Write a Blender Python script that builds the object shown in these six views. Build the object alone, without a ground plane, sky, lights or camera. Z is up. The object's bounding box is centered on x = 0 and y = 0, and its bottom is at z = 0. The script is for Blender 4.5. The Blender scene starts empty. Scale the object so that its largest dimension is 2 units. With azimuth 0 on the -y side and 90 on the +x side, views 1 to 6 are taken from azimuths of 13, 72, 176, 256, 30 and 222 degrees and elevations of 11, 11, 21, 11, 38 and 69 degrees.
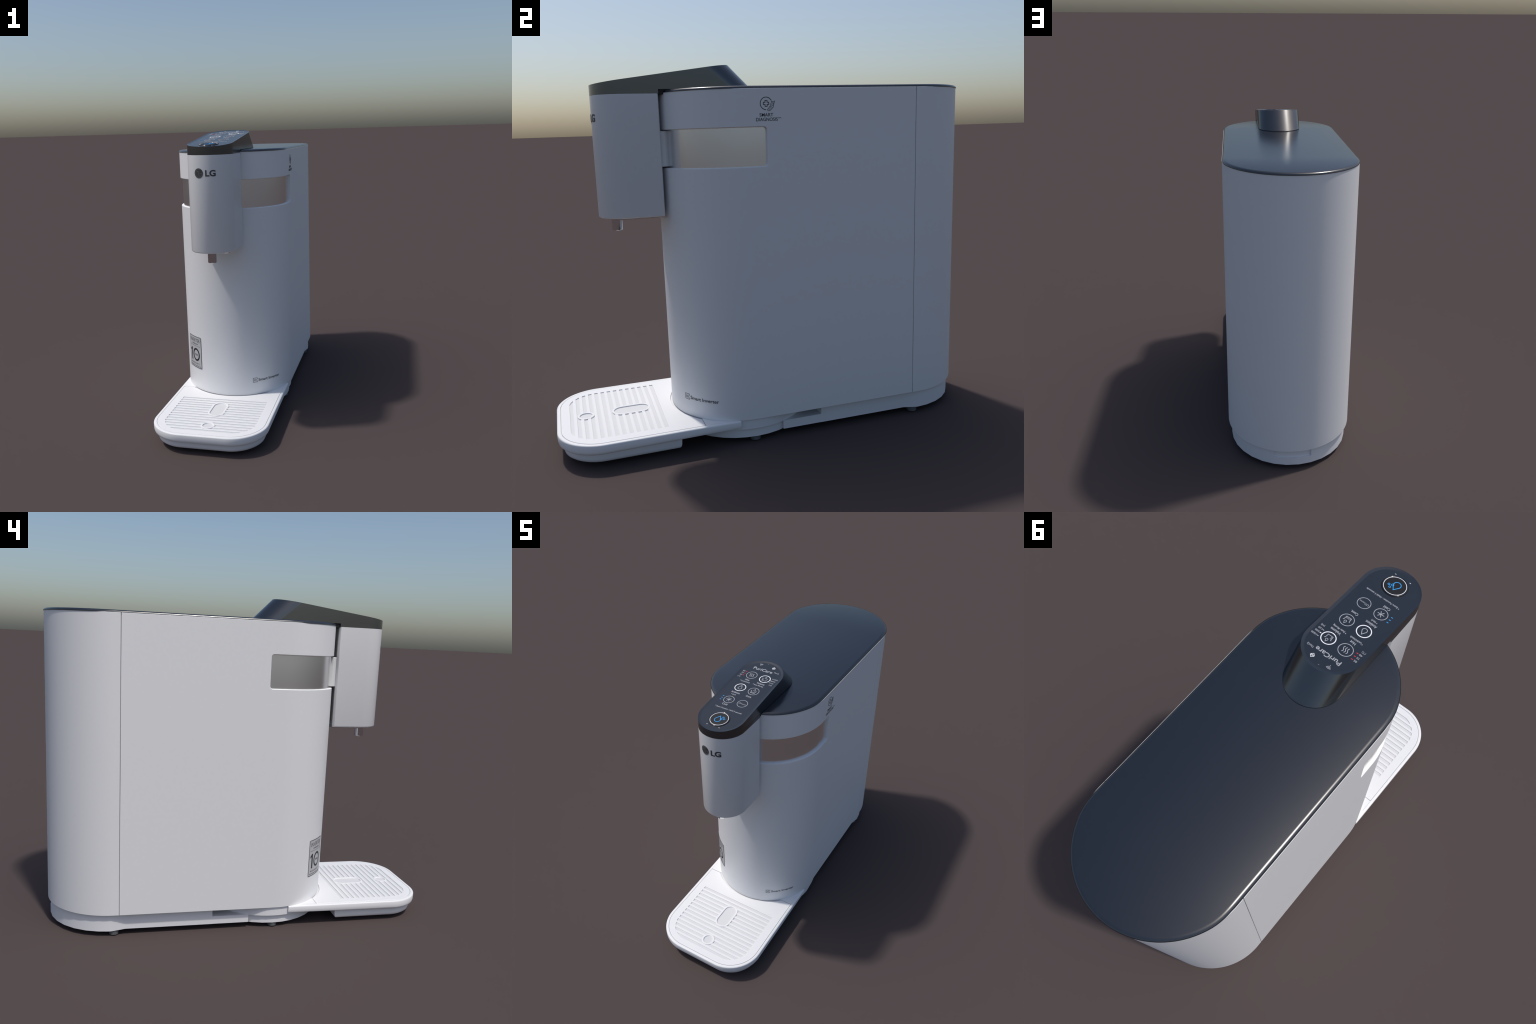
"""Countertop water purifier: tall white stadium-plan body with a dark lid, a mirror
band, a front dispenser with a sloping dark control head, and a flat drip tray."""
import bpy, bmesh, math
from mathutils import Vector

# ------------------------------------------------------------------ dimensions
R = 0.3282                   # half width of the body = radius of both round ends
YF, YR = -0.138, 0.6685       # centres of the front and the rear round end
Z0, Z1 = 0.1148, 1.552        # underside and top rim of the body
SEAM = 0.6425                # joint between the front shell and the rear panel
WIN_Y, WIN_Z0, WIN_Z1 = -0.058, 1.2345, 1.397    # mirror band window
LID_Z = 1.5630
HR, HY = 0.1246, -0.616       # dispenser: radius and centre of its round front
SLOPE, PZ, PY = 0.1327, 1.5880, -0.74            # control panel plane z = PZ + SLOPE*(y-PY)

def plane_z(y):
    return PZ + SLOPE * (y - PY)

# ------------------------------------------------------------------- materials
def material(name, colour, rough=0.5, metal=0.0, spec=0.5, coat=0.0, coat_rough=0.1,
             mottle=0.02, scale=60.0, bump=0.0, ior=1.5):
    m = bpy.data.materials.new(name)
    m.use_nodes = True
    nt = m.node_tree
    b = nt.nodes["Principled BSDF"]
    tc = nt.nodes.new("ShaderNodeTexCoord")
    nz = nt.nodes.new("ShaderNodeTexNoise")
    nz.inputs["Scale"].default_value = scale
    nz.inputs["Detail"].default_value = 3.0
    nt.links.new(tc.outputs["Object"], nz.inputs["Vector"])
    ramp = nt.nodes.new("ShaderNodeValToRGB")
    ramp.color_ramp.elements[0].position = 0.3
    ramp.color_ramp.elements[1].position = 0.7
    ramp.color_ramp.elements[0].color = [c * (1 - mottle) for c in colour] + [1]
    ramp.color_ramp.elements[1].color = [min(1, c * (1 + mottle)) for c in colour] + [1]
    nt.links.new(nz.outputs["Fac"], ramp.inputs["Fac"])
    nt.links.new(ramp.outputs["Color"], b.inputs["Base Color"])
    b.inputs["Roughness"].default_value = rough
    b.inputs["Metallic"].default_value = metal
    b.inputs["IOR"].default_value = ior
    b.inputs["Specular IOR Level"].default_value = spec
    b.inputs["Coat Weight"].default_value = coat
    b.inputs["Coat Roughness"].default_value = coat_rough
    if bump:
        bp = nt.nodes.new("ShaderNodeBump")
        bp.inputs["Strength"].default_value = bump
        bp.inputs["Distance"].default_value = 0.001
        n2 = nt.nodes.new("ShaderNodeTexNoise")
        n2.inputs["Scale"].default_value = 900.0
        nt.links.new(tc.outputs["Object"], n2.inputs["Vector"])
        nt.links.new(n2.outputs["Fac"], bp.inputs["Height"])
        nt.links.new(bp.outputs["Normal"], b.inputs["Normal"])
    return m

WHITE = material("white_plastic", (0.785, 0.785, 0.79), rough=0.48, mottle=0.006, bump=0.03)
GLOSSW = material("glossy_white_plastic", (0.72, 0.72, 0.725), rough=0.3, mottle=0.006)
TRAYW = material("tray_white_plastic", (0.80, 0.80, 0.805), rough=0.5, mottle=0.006, bump=0.03)
FLOORW = material("tray_recess_grey", (0.69, 0.69, 0.70), rough=0.55, mottle=0.006)
BASEW = material("base_white_plastic", (0.77, 0.77, 0.785), rough=0.55, mottle=0.006)
NAVY = material("dark_navy_gloss", (0.009, 0.012, 0.018), rough=0.24, spec=0.85, mottle=0.03, ior=1.6)
HEADM = material("dark_head_gloss", (0.010, 0.012, 0.015), rough=0.2, spec=1.0, mottle=0.03, ior=1.65)
PANEL = material("dark_panel_glass", (0.012, 0.015, 0.021), rough=0.22, spec=0.85, mottle=0.02, ior=1.6)
BLACK = material("black_gap_plastic", (0.006, 0.006, 0.007), rough=0.6)
MIRROR = material("mirror_band_metal", (0.86, 0.86, 0.86), rough=0.27, metal=1.0, mottle=0.004)
CHROME = material("polished_steel", (0.78, 0.78, 0.79), rough=0.14, metal=1.0, mottle=0.004)
DARKCHROME = material("dark_chrome", (0.11, 0.11, 0.115), rough=0.12, metal=1.0, mottle=0.004)
RUBBER = material("grey_rubber", (0.11, 0.115, 0.12), rough=0.75)
INK = material("dark_grey_print", (0.022, 0.024, 0.027), rough=0.5)
INK_SOFT = material("mid_grey_print", (0.06, 0.062, 0.065), rough=0.5)
LOGOM = material("charcoal_emblem", (0.048, 0.048, 0.049), rough=0.4)
LOGOL = material("charcoal_emblem_line", (0.16, 0.16, 0.165), rough=0.4)
STICK = material("silver_sticker_film", (0.50, 0.50, 0.51), rough=0.45, mottle=0.02)
GREYP = material("grey_panel_print", (0.40, 0.41, 0.44), rough=0.5)
WHITEP = material("white_panel_print", (0.88, 0.88, 0.90), rough=0.5)
BLUEP = material("blue_panel_print", (0.045, 0.36, 0.80), rough=0.5)
REDP = material("red_panel_print", (0.78, 0.035, 0.045), rough=0.5)

# --------------------------------------------------------------------- objects
ROOT = bpy.data.objects.new("water_purifier", None)
bpy.context.scene.collection.objects.link(ROOT)
ROOT["label"] = "tall white countertop water purifier with dark lid and drip tray"
ROOT["category"] = "water purifier"

def finish(name, bm, mat, parent=None, angle=32.0, smooth=True, stuff=False):
    bmesh.ops.recalc_face_normals(bm, faces=bm.faces[:])
    me = bpy.data.meshes.new(name)
    bm.to_mesh(me)
    bm.free()
    me.materials.append(mat)
    if smooth:
        me.shade_smooth()
        me.set_sharp_from_angle(angle=math.radians(angle))
    ob = bpy.data.objects.new(name, me)
    bpy.context.scene.collection.objects.link(ob)
    ob.parent = parent or ROOT
    if stuff:
        ob["kind"] = "stuff"
    return ob

def bake(ob, angle=32.0):
    """apply all modifiers of ob"""
    dg = bpy.context.evaluated_depsgraph_get()
    me = bpy.data.meshes.new_from_object(ob.evaluated_get(dg))
    ob.modifiers.clear()
    ob.data = me
    me.shade_smooth()
    me.set_sharp_from_angle(angle=math.radians(angle))
    return ob

def bevel(ob, width, segments=3, angle=35.0, only=None):
    """round the sharp edges (those that pass the test only, if given), keep large faces flat"""
    bm = bmesh.new()
    bm.from_mesh(ob.data)
    edges = [e for e in bm.edges if len(e.link_faces) == 2
             and e.calc_face_angle(0.0) > math.radians(angle)
             and (only is None or all(only(v.co) for v in e.verts))]
    bmesh.ops.bevel(bm, geom=edges, offset=width, segments=segments, profile=0.5,
                    affect="EDGES", clamp_overlap=True)
    bm.to_mesh(ob.data)
    bm.free()
    ob.data.shade_smooth()
    ob.data.set_sharp_from_angle(angle=math.radians(60))
    w = ob.modifiers.new("flat_faces", "WEIGHTED_NORMAL")
    w.mode = "FACE_AREA_WITH_ANGLE"
    w.weight = 100
    w.keep_sharp = True
    dg = bpy.context.evaluated_depsgraph_get()
    me = bpy.data.meshes.new_from_object(ob.evaluated_get(dg))
    ob.modifiers.clear()
    ob.data = me
    return ob

def carve(ob, cutter):
    m = ob.modifiers.new("cut", "BOOLEAN")
    m.operation = "DIFFERENCE"
    m.solver = "EXACT"
    m.object = cutter
    bake(ob)
    bpy.data.objects.remove(cutter)
    return ob

# -------------------------------------------------------------------- outlines
def arc(cx, cy, rx, a0, a1, n, ry=None):
    """points on an arc; angle 0 = -y, 90 = +x"""
    ry = rx if ry is None else ry
    out = []
    for i in range(n + 1):
        a = math.radians(a0 + (a1 - a0) * i / n)
        out.append((cx + rx * math.sin(a), cy - ry * math.cos(a)))
    return out

def stadium(hw, yf, yr, n=48, rf=None, rr=None):
    return arc(0, yf, hw, -90, 90, n, rf) + arc(0, yr, hw, 90, 270, n, rr)

def front_half(hw, yf, yend, n=48):
    return arc(0, yf, hw, -90, 90, n) + [(hw, yend), (-hw, yend)]

def rear_half(hw, ystart, yr, n=48):
    return [(-hw, ystart), (hw, ystart)] + arc(0, yr, hw, 90, 270, n)

def loft(bm, loops, cap0=True, cap1=True):
    """loops: lists of 3D points, equal counts"""
    rings = [[bm.verts.new(p) for p in lp] for lp in loops]
    n = len(rings[0])
    for a, b in zip(rings, rings[1:]):
        for i in range(n):
            bm.faces.new((a[i], a[(i + 1) % n], b[(i + 1) % n], b[i]))
    if cap0:
        bm.faces.new(rings[0][::-1])
    if cap1:
        bm.faces.new(rings[-1])
    return rings

def at(outline, z):
    if callable(z):
        return [(x, y, z(y)) for x, y in outline]
    return [(x, y, z) for x, y in outline]

def prism(bm, outline, z0, z1):
    loft(bm, [at(outline, z0), at(outline, z1)])

def prism_object(name, outline, z0, z1, mat, parent=None, **kw):
    bm = bmesh.new()
    prism(bm, outline, z0, z1)
    return finish(name, bm, mat, parent, **kw)

def box(bm, x0, x1, y0, y1, z0, z1):
    prism(bm, [(x0, y0), (x1, y0), (x1, y1), (x0, y1)], z0, z1)

# ------------------------------------------------------------------------ body
shell = prism_object("body_shell", front_half(R, YF, SEAM - 0.0012, 64), Z0, Z1, WHITE)
# window: a rounded slot across the whole front, filled by the mirror band behind it
def window_cutter():
    rc = 0.013
    pts = [(-1.0, WIN_Z0)]
    for cy, cz, a0 in ((WIN_Y - rc, WIN_Z0 + rc, -90), (WIN_Y - rc, WIN_Z1 - rc, 0)):
        for i in range(7):
            a = math.radians(a0 + 15 * i)
            pts.append((cy + rc * math.cos(a), cz + rc * math.sin(a)))
    pts.append((-1.0, WIN_Z1))
    bm = bmesh.new()
    loft(bm, [[(-0.5, y, z) for y, z in pts], [(0.5, y, z) for y, z in pts]])
    return finish("cutter", bm, WHITE, smooth=False)
carve(shell, window_cutter())
in_window = lambda p: p.y < 0.1 and 1.15 < p.z < 1.45
bevel(shell, 0.0036, 3, only=in_window)
bevel(shell, 0.0010, 2, only=lambda p: not in_window(p))

rear = prism_object("rear_panel", rear_half(R, SEAM + 0.0012, YR, 64), Z0, Z1, WHITE)
bevel(rear, 0.0010, 2)

SEAMG = material("seam_grey", (0.22, 0.22, 0.225), rough=0.6)
prism_object("seam_strip", [(-R + 0.0032, SEAM - 0.01), (R - 0.0032, SEAM - 0.01), (R - 0.0032, SEAM + 0.01), (-R + 0.0032, SEAM + 0.01)], Z0 + 0.003, Z1 - 0.004, SEAMG)
prism_object("inner_frame", stadium(R - 0.02, YF, YR, 32), Z0 + 0.006, Z1 - 0.006, BLACK)
prism_object("mirror_band", front_half(R - 0.0135, YF, -0.03, 96), WIN_Z0 - 0.03, WIN_Z1 + 0.03, MIRROR)

# ------------------------------------------------------------------------- lid
def lid_outline(inset, n=64):
    """a little narrower than the body along the sides, a little proud of it at the round ends"""
    out = []
    for yc, a0 in ((YF, -90), (YR, 90)):
        for i in range(n + 1):
            a = a0 + 180 * i / n
            off = abs((a - a0) - 90)                       # 0 at the end's tip, 90 at the side
            t = min(1.0, max(0.0, (off - 70) / 20))
            r = R + 0.0030 - 0.0058 * t * t * (3 - 2 * t) - inset
            out.append((r * math.sin(math.radians(a)), yc - r * math.cos(math.radians(a))))
    return out
LB = Z1 - 0.0008
EW, EH = 0.0170, LID_Z - (LB + 0.0016)
CROWN = 6.5                      # the top is nearly flat but shaded as a soft cushion, degrees at its edge
levels = [(0.012, LB, None), (0.0008, LB, None), (0.0, LB + 0.0016, 89.0)]
for i in range(1, 13):
    a = math.radians(90 * i / 12)
    phi = math.degrees(math.atan2(math.cos(a) / EW, math.sin(a) / EH))
    levels.append((EW * (1 - math.cos(a)), LB + 0.0016 + EH * math.sin(a), CROWN + (90 - CROWN) * phi / 90))
for k in range(1, 13):
    t = k / 12
    levels.append((EW + (R - 0.03 - EW) * t, LID_Z, CROWN * (1 - 0.9 * t) ** 1.3))
bm = bmesh.new()
loft(bm, [at(lid_outline(i), z) for i, z, p in levels])
lid = finish("lid", bm, NAVY, angle=50)
count = len(lid_outline(0))
normals = []
for i, v in enumerate(lid.data.vertices):
    phi = levels[min(i // count, len(levels) - 1)][2]
    mid = Vector((0, min(max(v.co.y, YF), YR), 0))
    d = Vector((v.co.x, v.co.y, 0)) - mid
    d = d.normalized() if d.length > 1e-6 else Vector((0, 0, 0))
    if phi is None:
        normals.append((0, 0, 0))
        continue
    p = math.radians(phi)
    normals.append(tuple((d * math.sin(p) + Vector((0, 0, math.cos(p)))).normalized()))
lid.data.normals_split_custom_set_from_vertices(normals)
prism_object("lid_black_ring", stadium(R - 0.0018, YF, YR, 64), Z1 - 0.012, Z1 + 0.0006, BLACK, lid)  # black ring modelled to draw the dark gap between lid and rim

# ------------------------------------------------------------------- base part
BR, BY0, BS = 0.3105, 0.675, 0.297       # rear end radius and centre, half width of the sides
def coarse_rear(ystart):
    """the base's moulded rear end is visibly faceted in 12 degree steps"""
    pts = [(-BS, ystart), (BS, ystart), (BS, 0.612), (BR, 0.682)]
    for k in range(14):
        a = math.radians(78 - 12 * k)
        pts.append((BR * math.sin(a), BY0 + BR * math.cos(a)))
    return pts + [(-BR, 0.682), (-BS, 0.612)]
def base_low(y):
    t = min(1.0, max(0.0, (y - 0.612) / 0.07))
    return 0.029 + (0.0255 - 0.029) * t
bm = bmesh.new()
ol = coarse_rear(0.177)
loft(bm, [at(ol, base_low), at(ol, Z0 + 0.003)])
base = finish("base", bm, BASEW, smooth=False)
bm = bmesh.new()
inner = [((BR - 0.0085) * math.sin(math.radians(a)) * 1.027, BY0 + (BR - 0.0085) * math.cos(math.radians(a)))
         for a in (-18, -6, 6, 18)]
prism(bm, inner + [(inner[-1][0], 1.05), (inner[0][0], 1.05)], 0.067, 0.2)
cut = finish("cutter", bm, BASEW, smooth=False)
carve(base, cut)
bm = bmesh.new()
for s in (-1, 1):
    box(bm, min(s * 0.2, s * BS), max(s * 0.2, s * BS), -0.011, 0.177, 0.0295, 0.0700)
finish("base_rail", bm, BASEW, base, smooth=False)

disc = prism_object("turntable", arc(0, YF, 0.3205, 0, 354, 59), 0.0680, Z0 + 0.002, BASEW)
prism_object("turntable_foot_ring", arc(0, YF, 0.3075, 0, 350, 35), 0.0235, 0.0690, BASEW, disc, angle=12)

foot_mesh = None
for x in (-0.28, 0.28):
    for y in (-0.143, 0.667):
        if foot_mesh is None:
            bm = bmesh.new()
            o = lambda r: arc(0, 0, r, 0, 345, 23)
            loft(bm, [at(o(0.020), 0.0), at(o(0.0235), 0.003), at(o(0.024), 0.03)])
            ft = finish("rubber_foot", bm, RUBBER)
            foot_mesh = ft
        else:
            ft = foot_mesh.copy()
            bpy.context.scene.collection.objects.link(ft)
        ft.location = (x, y, 0)

# ------------------------------------------------------------------- drip tray
TW, TF, TR, TB = 0.3222, -1.0, 0.197, -0.218
TZ = 0.1145
def tray_outline(inset, back=None):
    hw, r = TW - inset, TR - inset
    yf = TF + inset
    b = TB if back is None else back
    return (arc(-hw + r, yf + r, r, -90, 0, 24) + arc(hw - r, yf + r, r, 0, 90, 24)
            + [(hw, b), (-hw, b)])
def slope_low(z_back, z_front):
    return lambda y: z_back + (z_front - z_back) * max(0, min(1, (TB - y) / 0.78))
bm = bmesh.new()
loft(bm, [at(tray_outline(0.030), slope_low(0.078, 0.066)),
          at(tray_outline(0.010), slope_low(0.078, 0.066)),
          at(tray_outline(0.003), slope_low(0.081, 0.072)),
          at(tray_outline(0.0005), slope_low(0.087, 0.082)),
          at(tray_outline(0.0), 0.094), at(tray_outline(0.0), TZ - 0.006), at(tray_outline(0.001), TZ - 0.003),
          at(tray_outline(0.0035), TZ - 0.0008), at(tray_outline(0.0075), TZ),
          at(tray_outline(0.0165, -0.3), TZ), at(tray_outline(0.0165, -0.3), TZ - 0.0055)])
tray = finish("drip_tray", bm, TRAYW, angle=40)

# the shelf beside and behind the grate, up to the tray's back edge
bm = bmesh.new()
shelf = [(-TW + 0.0172, -0.3745), (-0.2, -0.3745), (0.2, -0.3745), (TW - 0.0172, -0.3745),
         (TW - 0.0172, TB - 0.0005), (-TW + 0.0172, TB - 0.0005)]
prism(bm, shelf, 0.09, TZ + 0.0002)
finish("tray_shelf", bm, TRAYW, tray)

bm = bmesh.new()
loft(bm, [at(tray_outline(0.070, -0.53), 0.0155), at(tray_outline(0.066, -0.525), 0.019),
          at(tray_outline(0.055, -0.52), 0.0205), at(tray_outline(0.034, -0.497), 0.0235),
          at(tray_outline(0.026, -0.488), 0.030), at(tray_outline(0.0225, -0.484), 0.042),
          at(tray_outline(0.021, -0.482), 0.08)])
finish("tray_reservoir", bm, BASEW, tray, angle=40)

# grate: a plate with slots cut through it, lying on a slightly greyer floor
GI = 0.0185
def grate_outline(inset, ring_gap):
    hw, r, yf = TW - GI - inset, TR - GI - inset, TF + GI + inset
    rr = R + ring_gap
    back = -0.377 - inset
    a = math.degrees(math.acos((YF - back) / rr))
    return (arc(-hw + r, yf + r, r, -90, 0, 24) + arc(hw - r, yf + r, r, 0, 90, 24)
            + [(hw, back)] + arc(0, YF, rr, a, -a, 40) + [(-hw, back)])
GZ = TZ + 0.0008
bm = bmesh.new()
loft(bm, [at(grate_outline(0, 0.009), TZ - 0.0049), at(grate_outline(0, 0.009), GZ - 0.0012),
          at(grate_outline(0.0012, 0.0102), GZ)])
grate = finish("tray_grate", bm, TRAYW, tray, angle=30)

PILL_Y, PILL_L, PILL_W = -0.665, 0.089, 0.047     # outer half length and half width of the ring
DOT_Y, DOT_R = -0.871, 0.038
def pill(w, l, y, n=16):
    return arc(0, y - (l - w), w, -90, 90, n) + arc(0, y + (l - w), w, 90, 270, n)
def ring_half_width(y):
    d = abs(y - PILL_Y) - (PILL_L - PILL_W)
    if d < 0:
        return PILL_W
    if d < PILL_W:
        return math.sqrt(PILL_W ** 2 - d * d)
    e = abs(y - DOT_Y)
    return math.sqrt(DOT_R ** 2 - e * e) if e < DOT_R else 0.0
def slot_limit(y):
    hw, rc, front = 0.2555, 0.125, -0.944
    cy = front + rc
    return hw if y > cy else hw - rc + math.sqrt(max(0, rc * rc - (y - cy) ** 2))
SLOTS, PITCH, FIRST, WIDE = 14, 0.0303, -0.531, 0.0168
bm = bmesh.new()
for k in range(SLOTS):
    yb = FIRST - PITCH * k
    ys = [yb - WIDE * i / 10 for i in range(11)]
    hit = [ring_half_width(y) > 0 for y in ys]
    if any(hit):
        inner = [ring_half_width(y) + 0.0008 if h else 0.0 for y, h in zip(ys, hit)]
        if all(hit):
            for s in (-1, 1):
                prism(bm, [(s * a, y) for a, y in zip(inner, ys)]
                      + [(s * slot_limit(y), y) for y in ys[::-1]], TZ - 0.02, TZ + 0.02)
        else:                                   # slot grazes the ring: cut around its end
            first = [y for y, h in zip(ys, hit) if not h]
            pts_in = [(a, y) for a, y, h in zip(inner, ys, hit) if h]
            ring_above = hit[0]                 # ring enters from the rear side of the slot
            if ring_above:
                edge = [(-a, y) for a, y in pts_in] + [(a, y) for a, y in pts_in[::-1]]
                outline = ([(-slot_limit(ys[0]), ys[0])] + edge + [(slot_limit(y), y) for y in ys]
                           + [(-slot_limit(y), y) for y in ys[::-1]][:-1])
            else:
                edge = [(a, y) for a, y in pts_in] + [(-a, y) for a, y in pts_in[::-1]]
                outline = ([(-slot_limit(y), y) for y in ys[::-1]] + [(slot_limit(y), y) for y in ys]
                           + edge)
            prism(bm, outline, TZ - 0.02, TZ + 0.02)
    else:
        prism(bm, [(-slot_limit(y), y) for y in ys] + [(slot_limit(y), y) for y in ys[::-1]],
              TZ - 0.02, TZ + 0.02)
for o in (pill(PILL_W - 0.005, PILL_L - 0.005, PILL_Y), pill(DOT_R - 0.005, DOT_R - 0.005 + 1e-5, DOT_Y)):
    prism(bm, o, TZ - 0.02, TZ + 0.02)
bmesh.ops.recalc_face_normals(bm, faces=bm.faces[:])
carve(grate, finish("cutter", bm, TRAYW, smooth=False))
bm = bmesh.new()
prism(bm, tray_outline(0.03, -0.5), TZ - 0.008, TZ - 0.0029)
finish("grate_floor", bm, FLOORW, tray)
def ring(name, w, l, y, band):
    bm = bmesh.new()
    o = lambda d: pill(w - d, l - d, y)
    loops = [at(o(band), TZ - 0.004)]
    for i in range(9):
        a = math.pi * i / 8
        loops.append(at(o(band / 2 + band / 2 * math.cos(a)), GZ + 0.0002 + 0.0009 * math.sin(a)))
    loops.append(at(o(0), TZ - 0.004))
    loft(bm, loops, False, False)
    return finish(name, bm, TRAYW, tray, angle=60)
ring("grate_ring", PILL_W, PILL_L, PILL_Y, 0.0095)
ring("grate_ring", DOT_R, DOT_R + 1e-5, DOT_Y, 0.0095)

# --------------------------------------------------------------- dispenser body
HZ0, HZ1 = 1.0285, 1.548
def housing_outline(inset=0.0):
    r = HR - inset
    side = [(r, -0.4715), (r - 0.004, -0.4680), (r - 0.012, -0.4665)]
    gap = R + 0.0160 + inset * 0.5
    a = math.degrees(math.asin((r - 0.020) / gap))
    return (arc(0, HY, r, -90, 90, 40) + side + arc(0, YF, gap, a, -a, 16)
            + [(-x, y) for x, y in side[::-1]])
bm = bmesh.new()
loft(bm, [at(housing_outline(0.008), HZ0), at(housing_outline(0.0045), HZ0 + 0.0008),
          at(housing_outline(0.0015), HZ0 + 0.003), at(housing_outline(0), HZ0 + 0.007),
          at(housing_outline(0), HZ1)])
housing = finish("dispenser_housing", bm, GLOSSW, angle=35)

bm = bmesh.new()
pl = lambda d: arc(0, -0.655 + 0.0, 0.097 - d, -90, 90, 24, 0.02 - d * 0.3) + [(0.097 - d, -0.468), (-0.097 + d, -0.468)]
loft(bm, [at(pl(0.003), 1.0208), at(pl(0.0), 1.0225), at(pl(0.0), 1.034)])
finish("dispenser_underplate", bm, CHROME, housing)

bm = bmesh.new()
o = lambda r: arc(0, -0.6635, r, 0, 350, 35)
loft(bm, [at(o(0.019), 1.0), at(o(0.019), 0.9695), at(o(0.0225), 0.968), at(o(0.0245), 0.9705),
          at(o(0.0245), 1.032)], True, True)
finish("nozzle", bm, CHROME, angle=40)

bm = bmesh.new()
cw = 0.106
prism(bm, [(-cw, -0.475), (cw, -0.475), (cw, -0.447)] + arc(0, YF, R - 0.018, 18, -18, 12) + [(-cw, -0.447)],
      WIN_Z0 + 0.0065, WIN_Z1 - 0.0045)
bevel(finish("dispenser_connector", bm, GLOSSW), 0.003, 2)

# ----------------------------------------------------------------- control head
def head_outline(rf, rb, yb, cf=HY):
    return arc(0, cf, rf, -90, 90, 40) + arc(0, yb, rb, 90, 270, 40)
HB = 1.5655
bm = bmesh.new()
low3 = at(head_outline(HR - 0.0003, 0.1215, -0.148), HB)
top3 = at(head_outline(HR - 0.0003, 0.1235, -0.257), lambda y: plane_z(y) + 0.0030)
loops = []
for t in (0.0, 0.02, 0.25, 0.5, 0.75, 0.98, 1.0):
    loops.append([tuple(Vector(a).lerp(Vector(b), t)) for a, b in zip(low3, top3)])
loops.append(at(head_outline(0.1119, 0.1109, -0.257), lambda y: plane_z(y) + 0.0005))
loft(bm, loops)
head = finish("control_head", bm, HEADM, angle=7.5)

bm = bmesh.new()
prism(bm, head_outline(0.1119, 0.1109, -0.257), 0, 1)
for v in bm.verts:
    v.co.z = plane_z(v.co.y) + (0.0006 if v.co.z > 0.5 else -0.002)
panel = finish("control_panel", bm, PANEL, head)

bm = bmesh.new()
prism(bm, arc(0, HY, HR, -90, 90, 40) + [(HR, -0.4665), (-HR, -0.4665)], HZ1 + 0.0006, HB + 0.001)
finish("head_skirt", bm, HEADM, head)
bm = bmesh.new()
prism(bm, arc(0, -0.47, 0.1175, -90, 90, 24, 0.02) + arc(0, -0.148, 0.1190, 90, 270, 40), HZ1 - 0.004, HB + 0.003)
finish("head_neck", bm, BLACK, head)

# --------------------------------------------------------- marks: frames, tools
def plane_frame(origin, u_axis, v_axis, n_axis):
    o, ux, vx, nx = map(Vector, (origin, u_axis, v_axis, n_axis))
    return lambda u, v, w: tuple(o + ux * u + vx * v + nx * w)

def drum_frame(yc, r, z0):
    """u runs along the arc from the front towards +x"""
    def f(u, v, w):
        a = u / r
        return ((r + w) * math.sin(a), yc - (r + w) * math.cos(a), z0 + v)
    return f

def flat_panel(u, v, w):
    return (u, v, plane_z(v) + 0.0006 + w)

def stroke_into(bm, frame, pts, width, closed=False, top=0.0006, bottom=-0.0004):
    n = len(pts)
    pts = [Vector(p) for p in pts]
    left, right = [], []
    for i, p in enumerate(pts):
        a = pts[i - 1] if (i > 0 or closed) else None
        b = pts[(i + 1) % n] if (i < n - 1 or closed) else None
        d0 = (p - a).normalized() if a is not None else None
        d1 = (b - p).normalized() if b is not None else None
        d0 = d0 or d1
        d1 = d1 or d0
        n0, n1 = Vector((-d0.y, d0.x)), Vector((-d1.y, d1.x))
        m = n0 + n1
        m = m.normalized() if m.length > 1e-6 else n0
        k = width / 2 / max(0.35, m.dot(n0))
        left.append(p + m * k)
        right.append(p - m * k)
    q = []
    for l, r in zip(left, right):
        q.append([bm.verts.new(frame(*l, top)), bm.verts.new(frame(*r, top)),
                  bm.verts.new(frame(*r, bottom)), bm.verts.new(frame(*l, bottom))])
    for i in range(n if closed else n - 1):
        a, b = q[i], q[(i + 1) % n]
        for j in range(4):
            bm.faces.new((a[j], a[(j + 1) % 4], b[(j + 1) % 4], b[j]))
    if not closed:
        bm.faces.new(q[0])
        bm.faces.new(q[-1][::-1])

def fill_into(bm, frame, pts, top=0.0006, bottom=-0.0004):
    a = [bm.verts.new(frame(u, v, top)) for u, v in pts]
    b = [bm.verts.new(frame(u, v, bottom)) for u, v in pts]
    bm.faces.new(a)
    bm.faces.new(b[::-1])
    for i in range(len(a)):
        j = (i + 1) % len(a)
        bm.faces.new((a[i], b[i], b[j], a[j]))

def circle(cx, cy, r, n=40, a0=0, a1=360, ry=None):
    full = abs(a1 - a0) >= 360
    ry = ry or r
    return [(cx + r * math.cos(math.radians(a0 + (a1 - a0) * i / n)),
             cy + ry * math.sin(math.radians(a0 + (a1 - a0) * i / n))) for i in range(n if full else n + 1)]

def drop(cx, cy, r, tip):
    """tear drop: round below, tip above"""
    a = math.degrees(math.asin(r / tip))
    return circle(cx, cy, r, 24, 180 - a, 360 + a)[0:] + [(cx, cy + tip)]

def marks(name, mat, frame, parent, strokes=(), fills=(), top=0.0006):
    bm = bmesh.new()
    for s in strokes:
        stroke_into(bm, frame, s[0], s[1], s[2] if len(s) > 2 else False, top)
    for f in fills:
        fill_into(bm, frame, f, top)
    return finish(name, bm, mat, parent, smooth=False)

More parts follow.
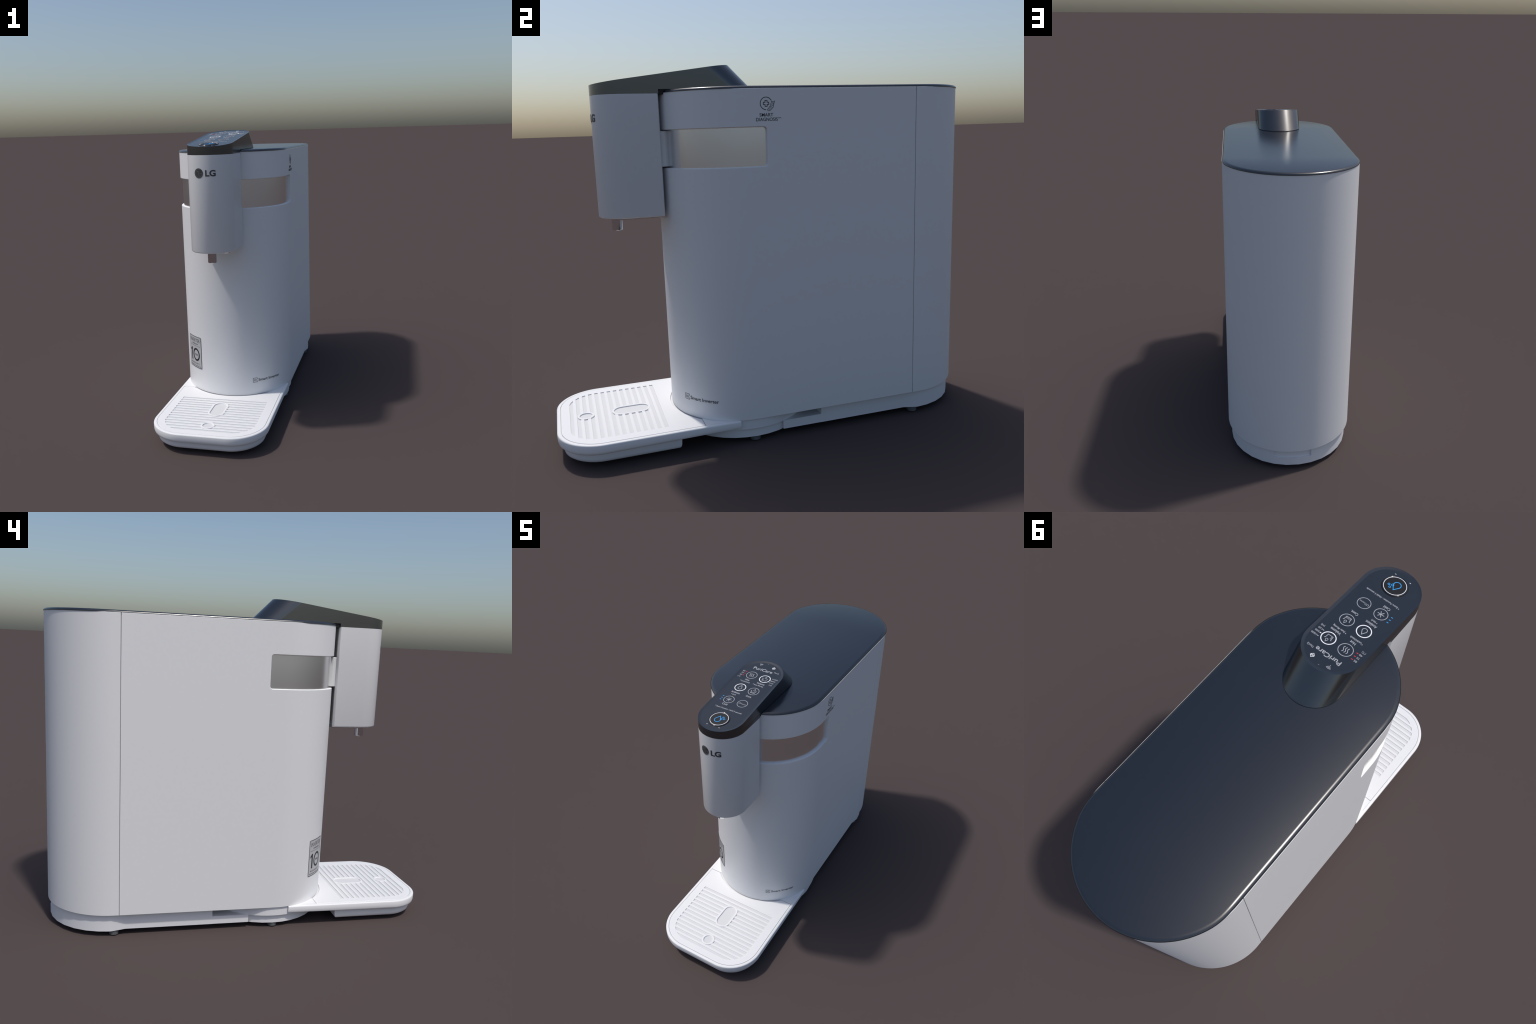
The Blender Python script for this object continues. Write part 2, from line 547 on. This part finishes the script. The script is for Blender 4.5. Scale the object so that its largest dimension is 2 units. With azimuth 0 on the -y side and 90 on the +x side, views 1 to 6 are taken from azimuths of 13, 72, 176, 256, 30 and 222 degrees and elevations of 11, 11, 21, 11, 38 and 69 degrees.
def lettering(name, text, mat, frame, parent, u, v, width, height, bold=0.0, align="CENTER",
              spacing=1.0, top=0.0006, shear=0.0, cut=0):
    """text whose box is width x height (height = full glyph height of a capital), at (u, v)"""
    cu = bpy.data.curves.new("lettering", "FONT")
    cu.body = text
    cu.size = 1.0
    cu.extrude = 0.05
    cu.offset = bold
    cu.space_character = spacing
    cu.shear = shear
    cu.resolution_u = 4
    ob = bpy.data.objects.new("lettering_helper", cu)
    bpy.context.scene.collection.objects.link(ob)
    dg = bpy.context.evaluated_depsgraph_get()
    me = bpy.data.meshes.new_from_object(ob.evaluated_get(dg))
    bpy.data.objects.remove(ob)
    bm = bmesh.new()
    bm.from_mesh(me)
    bpy.data.meshes.remove(me)
    bmesh.ops.remove_doubles(bm, verts=bm.verts[:], dist=1e-5)
    if cut:
        bmesh.ops.triangulate(bm, faces=bm.faces[:])
        bmesh.ops.subdivide_edges(bm, edges=[e for e in bm.edges if e.calc_length() > 0.12], cuts=cut)
        bmesh.ops.triangulate(bm, faces=bm.faces[:])
    xs = [p.co.x for p in bm.verts]
    x0, x1 = min(xs), max(xs)
    k = width / (x1 - x0)
    kv = height / 0.72                       # capitals of the built-in font are about 0.72 tall
    off = {"CENTER": -0.5, "LEFT": 0.0, "RIGHT": -1.0}[align] * width
    for p in bm.verts:
        w = top if p.co.z > 0 else -0.0004
        p.co = frame(u + off + (p.co.x - x0) * k, v + (p.co.y - 0.36) * kv, w)
    return finish(name, bm, mat, parent, smooth=False)

# ----------------------------------------------- marks on the dispenser housing
drum = drum_frame(HY, HR, 1.4555)
bm = bmesh.new()                              # domed disc that follows the drum
loft(bm, [[drum(u, v, -0.0004) for u, v in circle(-0.034, 0, 0.0252, 48)]]
     + [[drum(u, v, 0.0014) for u, v in circle(-0.034, 0, 0.0252 - 0.003 * k, 48)] for k in range(9)], False, True)
finish("emblem_disc", bm, LOGOM, housing)
g = circle(-0.034, 0, 0.0205, 40, 62, 360)
marks("emblem_line", LOGOL, drum_frame(HY, HR + 0.0012, 1.4555), housing,
      strokes=[(g + [(-0.0265, 0.0)], 0.0017),
               ([(-0.0335, 0.0105), (-0.0335, -0.0105), (-0.0275, -0.0105)], 0.0017)],
      fills=[circle(-0.0415, 0.0085, 0.0028, 12)])
lettering("emblem_lettering", "LG", LOGOM, drum, housing, 0.0308, 0.0003, 0.0545, 0.0315, bold=0.03, top=0.0016, cut=2)

# ------------------------------------------------------- marks on the body side
side = plane_frame((R, -0.059, 1.4905), (0, 1, 0), (0, 0, 1), (1, 0, 0))
cross = []
for a in range(4):
    c, s = round(math.cos(a * math.pi / 2)), round(math.sin(a * math.pi / 2))
    for x, y in ((0.0045, -0.0045), (0.0118, -0.0045), (0.0118, 0.0045)):
        cross.append((x * c - y * s, x * s + y * c))
phone = [(0.0245, 0.0085), (0.0175, -0.0112), (0.0055, -0.0245), (0.0075, -0.0295), (0.0125, -0.0305),
         (0.0185, -0.0275), (0.0305, -0.0155), (0.0362, 0.0065)]
buttons = [([(0.0100 + 0.0032 * i, -0.0232 + 0.0035 * i), (0.0168 + 0.0032 * i, -0.0265 + 0.0035 * i)], 0.0012)
           for i in range(4)]
screen = [(0.0238, -0.0085), (0.0275, 0.003), (0.0318, 0.002), (0.0282, -0.0105)]
marks("diagnosis_symbol", INK, side, shell,
      strokes=[(circle(0, 0, 0.0252, 48, 25, 268), 0.0027), (cross, 0.0027, True),
               (phone, 0.0018, True), ([(0.0362, 0.0065), (0.0388, 0.0105)], 0.0016),
               (screen, 0.0012, True), ([(0.0175, -0.0112), (0.0255, -0.0155)], 0.0014)] + buttons)
lettering("diagnosis_lettering", "SMART", INK, side, shell, 0.0, -0.0455, 0.059, 0.0140, bold=0.006)
lettering("diagnosis_lettering", "DIAGNOSIS", INK, side, shell, 0.0020, -0.0638, 0.094, 0.0140, bold=0.006)
lettering("diagnosis_lettering", "TM", INK, side, shell, 0.0570, -0.0590, 0.0125, 0.0058, bold=-0.004)

# ----------------------------------------------------- marks on the body's front
front = drum_frame(YF, R, 0.2040)
ic = 0.1682
sq = [(ic - 0.0125, -0.0128), (ic + 0.0125, -0.0128), (ic + 0.0125, 0.0128), (ic - 0.0125, 0.0128)]
marks("inverter_symbol", INK, front, shell,
      strokes=[([(ic + 0.0128, 0.004), (ic + 0.0128, 0.0128), (ic - 0.0125, 0.0128), (ic - 0.0125, -0.0128),
                 (ic + 0.0128, -0.0128), (ic + 0.0128, -0.004)], 0.0022),
               (circle(ic + 0.0035, 0, 0.0055, 16, 45, 315), 0.0018),
               ([(ic - 0.0065, 0.0065), (ic - 0.0065, -0.0065)], 0.0018),
               ([(ic + 0.004, 0), (ic + 0.0105, 0)], 0.0016)])
lettering("inverter_lettering", "Smart Inverter", INK, front, shell, 0.2640, 0.0, 0.150, 0.0165, bold=0.012, cut=1)

# sticker
SA = -0.2452                                  # arc position of the sticker's middle
stick = drum_frame(YF, R, 0.3490)
SWD, SHT = 0.0665, 0.0985
def round_rect(cx, cy, hw, hh, r, n=5):
    pts = []
    for sx, sy, a0 in ((1, 1, 0), (-1, 1, 90), (-1, -1, 180), (1, -1, 270)):
        for i in range(n + 1):
            a = math.radians(a0 + 90 * i / n)
            pts.append((cx + sx * (hw - r) + r * math.cos(a), cy + sy * (hh - r) + r * math.sin(a)))
    return pts
bm = bmesh.new()
N = 24
def sticker_v(i):
    return SA - SWD + 2 * SWD * i / N
cols = []
for i in range(N + 1):
    u = sticker_v(i)
    cols.append([bm.verts.new(stick(u, v, w)) for v, w in ((-SHT, -0.001), (-SHT, 0.0015), (SHT, 0.0015), (SHT, -0.001))])
for a, b in zip(cols, cols[1:]):
    for j in range(4):
        bm.faces.new((a[j], a[(j + 1) % 4], b[(j + 1) % 4], b[j]))
bm.faces.new(cols[0])
bm.faces.new(cols[-1][::-1])
sticker = finish("warranty_sticker", bm, STICK, shell)
top_s = drum_frame(YF, R + 0.0014, 0.3490)
border = []
rr = round_rect(SA, 0, SWD - 0.0008, SHT - 0.0008, 0.006)
for a, b in zip(rr, rr[1:] + rr[:1]):
    m = max(1, int(math.hypot(b[0] - a[0], b[1] - a[1]) / 0.006))
    border += [(a[0] + (b[0] - a[0]) * i / m, a[1] + (b[1] - a[1]) * i / m) for i in range(m)]
marks("sticker_border", INK, top_s, shell, strokes=[(border, 0.0028, True)])
hline = lambda u0, u1, v: [(u0 + (u1 - u0) * i / 12, v) for i in range(13)]
marks("sticker_rule", INK_SOFT, top_s, shell, strokes=[(hline(SA - 0.058, SA + 0.056, 0.0385), 0.0011)])
lettering("sticker_lettering", "INVERTER", INK_SOFT, top_s, shell, SA, 0.0745, 0.108, 0.0235, bold=-0.01, cut=1)
lettering("sticker_lettering", "COMPRESSOR", INK_SOFT, top_s, shell, SA + 0.002, 0.0510, 0.066, 0.0075, bold=-0.005)
marks("sticker_numeral", INK, top_s, shell,
      fills=[[(SA - 0.0425, -0.058), (SA - 0.0305, -0.058), (SA - 0.0305, 0.022), (SA - 0.040, 0.022),
              (SA - 0.0535, 0.0100), (SA - 0.0535, -0.001), (SA - 0.0425, 0.0065)]])
marks("sticker_numeral", INK, top_s, shell, strokes=[(circle(SA + 0.0145, -0.0165, 0.0305, 48, ry=0.0355), 0.0105, True)])
lettering("sticker_lettering", "YEAR", INK_SOFT, top_s, shell, SA + 0.0145, -0.0165, 0.034, 0.0125, bold=0.0)
lettering("sticker_lettering", "WARRANTY", INK_SOFT, top_s, shell, SA, -0.0735, 0.100, 0.0105, spacing=1.5, cut=1)
lettering("sticker_lettering", "On the inverter compressor only", INK_SOFT, top_s, shell, SA, -0.0875, 0.112, 0.0060, cut=1)

# -------------------------------------------------------- marks on control panel
P = flat_panel
XL, XR = -0.040, 0.040
Y1, Y2, Y3 = -0.2745, -0.3890, -0.4985
def icon_ring(x, y, r, w, mat):
    marks("icon_ring", mat, P, head, strokes=[(circle(x, y, r - w / 2, 56), w, True)])
icon_ring(XL, Y1, 0.0300, 0.0026, GREYP)
icon_ring(XR, Y1, 0.0305, 0.0038, WHITEP)
icon_ring(XL, Y2, 0.0305, 0.0038, WHITEP)
icon_ring(XR, Y2, 0.0295, 0.0026, GREYP)
icon_ring(XL, Y3, 0.0285, 0.0026, GREYP)
icon_ring(XR, Y3, 0.0280, 0.0024, GREYP)

waves = []
for dx in (-0.0095, 0.0, 0.0095):
    waves.append(([(XL + dx + 0.0030 * math.sin(2 * math.pi * t / 16) , Y1 - 0.0135 + 0.027 * t / 16)
                   for t in range(17)], 0.0026))
marks("steam_icon", GREYP, P, head, strokes=waves)
marks("drop_icon", GREYP, P, head, strokes=[(drop(XL, Y2 - 0.0048, 0.0102, 0.0215), 0.0026, True)])
star = []
for a in (0, 60, 120):
    c, s = 0.0150 * math.cos(math.radians(a)), 0.0150 * math.sin(math.radians(a))
    star.append(([(XL - c, Y3 - s), (XL + c, Y3 + s)], 0.0027))
for i, s in enumerate(star):
    marks("snow_icon", GREYP, P, head, strokes=[s], top=0.0006 + 0.0001 * i)
def cup(y, extra):
    body = [(XR - 0.0160, y + 0.0040), (XR - 0.0125, y + 0.0040), (XR - 0.0110, y - 0.0145), (XR + 0.0110, y - 0.0145),
            (XR + 0.0125, y + 0.0040), (XR + 0.0160, y + 0.0040)]
    return [(body, 0.0023), (drop(XR + 0.0015, y + 0.0085, 0.0048, 0.0105), 0.0020, True)] + extra
marks("cup_icon", GREYP, P, head,
      strokes=cup(Y1, [([(XR - 0.0118, Y1 - 0.0100 + 0.0042 * i), (XR - 0.0055, Y1 - 0.0100 + 0.0042 * i)], 0.0018) for i in range(3)]))
marks("cup_icon", GREYP, P, head, strokes=cup(Y2, []))
lettering("cup_lettering", "L/min", GREYP, P, head, XR, Y2 - 0.0075, 0.0185, 0.0075)
lettering("purify_lettering", "UV", GREYP, P, head, XR - 0.0125, Y3, 0.0165, 0.0100, bold=0.0)
lettering("purify_lettering", "nano", GREYP, P, head, XR + 0.0090, Y3 - 0.0010, 0.0250, 0.0085, bold=-0.005)

lettering("title_lettering", "PuriCare", GREYP, P, head, -0.0080, -0.2095, 0.1140, 0.0205, bold=0.014)
lettering("title_lettering", "ThinQ", GREYP, P, head, 0.0700, -0.2050, 0.0300, 0.0095)
for text, x, y, w, h in (("Hot", XL, Y1 - 0.0435, 0.0245, 0.0125), ("Volume", XR, Y1 - 0.0435, 0.0470, 0.0125),
                         ("* Lock/Unlock", XL - 0.004, Y1 - 0.0615, 0.0590, 0.0090),
                         ("* Auto Moving", XR - 0.006, Y1 - 0.0615, 0.0620, 0.0090),
                         ("Ambient", XL, Y2 - 0.0450, 0.0500, 0.0125), ("* Wi-Fi", XL - 0.002, Y2 - 0.0645, 0.0280, 0.0090),
                         ("Cont.", XR - 0.001, Y2 - 0.0455, 0.0330, 0.0125), ("Cold", XL, Y3 - 0.0390, 0.0300, 0.0125),
                         ("* Extra Function : Hold 3 seconds", 0.0, -0.5670, 0.1560, 0.0085)):
    lettering("panel_lettering", text, GREYP, P, head, x, y, w, h, bold=0.012)
def dash(x, y, mat, name, w=0.0078, t=0.0030):
    marks(name, mat, P, head, strokes=[([(x - w / 2, y), (x + w / 2, y)], t)])
for i, (text, wd) in enumerate((("85", 0.0135), ("75", 0.0125), ("40", 0.0135))):
    dash(-0.0820, Y1 + 0.0170 - 0.0170 * i, REDP, "temperature_lamp")
    lettering("temperature_lettering", text, GREYP, P, head, -0.0970, Y1 + 0.0170 - 0.0170 * i, wd, 0.0090)
    dash(-0.0815, Y3 + 0.0150 - 0.0150 * i, BLUEP, "cold_lamp")
lettering("temperature_lettering", "(\u00b0C)", GREYP, P, head, -0.0985, Y1 - 0.0330, 0.0160, 0.0090)
for i, (text, wd) in enumerate((("1000", 0.0240), ("500", 0.0190), ("120", 0.0165))):
    dash(0.0775, Y1 + 0.0170 - 0.0170 * i, WHITEP if i == 1 else GREYP, "volume_lamp")
    lettering("volume_lettering", text, GREYP, P, head, 0.0835, Y1 + 0.0170 - 0.0170 * i, wd, 0.0085, align="LEFT")
lettering("volume_lettering", "(ml)", GREYP, P, head, 0.0920, Y1 - 0.0330, 0.0160, 0.0090)
# lock diamond: two small triangles; wireless arcs; small pale dashes
dx, dy = 0.0370, -0.1745
marks("arrow_symbol", WHITEP, P, head,
      strokes=[([(dx - 0.0078, dy + 0.0019), (dx + 0.0078, dy + 0.0019), (dx, dy + 0.0098)], 0.0018, True),
               ([(dx - 0.0078, dy - 0.0019), (dx, dy - 0.0098), (dx + 0.0078, dy - 0.0019)], 0.0018, True)])
wx, wy = -0.0410, -0.1815
marks("wireless_symbol", GREYP, P, head,
      strokes=[(circle(wx, wy, r, 14, 50, 130), 0.0020) for r in (0.0065, 0.0110, 0.0155)],
      fills=[circle(wx, wy, 0.0016, 10)])
dash(-0.006, -0.1565, GREYP, "pale_dash", 0.0060, 0.0010)
for x in (0.034, -0.036):
    dash(x, -0.7035, WHITEP, "pale_dash", 0.0060, 0.0020)

# -------------------------------------------------------------- dispense button
BX, BY = 0.0, -0.6495
def button_loop(r, w, n=64):
    return [P(BX + r * math.cos(2 * math.pi * i / n), BY + r * math.sin(2 * math.pi * i / n), w) for i in range(n)]
bm = bmesh.new()
loft(bm, [button_loop(0.0550, 0.0), button_loop(0.0548, 0.0006), button_loop(0.0505, 0.0006)], False, False)
finish("button_recess", bm, BLACK, head)
bm = bmesh.new()
loops = []
for i in range(13):
    a = math.pi * i / 12
    loops.append(button_loop(0.0503 + 0.0027 * math.cos(a), 0.0008 + 0.0036 * math.sin(a)))
loft(bm, loops, False, False)
finish("button_bezel", bm, DARKCHROME, head, angle=60)
bm = bmesh.new()
loft(bm, [button_loop(0.0485, 0.0), button_loop(0.0485, 0.0020), button_loop(0.0480, 0.0024)], False, True)
button = finish("dispense_button", bm, BLACK, head)
def BP(u, v, w):
    return P(BX + u, BY + v, w + 0.0025)
marks("button_ring", WHITEP, BP, head, strokes=[(circle(0, 0, 0.0460, 64), 0.0023, True)])
marks("dispense_icon", BLUEP, BP, head, strokes=[(drop(-0.0050, -0.0080, 0.0155, 0.0290), 0.0030, True)])
marks("bubble_icon", BLUEP, BP, head, strokes=[(circle(0.0098, 0.0025, 0.0050, 20), 0.0022, True)], top=0.0008)
marks("bubble_icon", BLUEP, BP, head, strokes=[(circle(0.0137, 0.0175, 0.0040, 20), 0.0022, True)])
marks("bubble_icon", BLUEP, BP, head, strokes=[(circle(0.0238, 0.0078, 0.0042, 20), 0.0022, True)])

for o in list(bpy.data.objects):
    if o.type == "FONT":
        bpy.data.objects.remove(o)
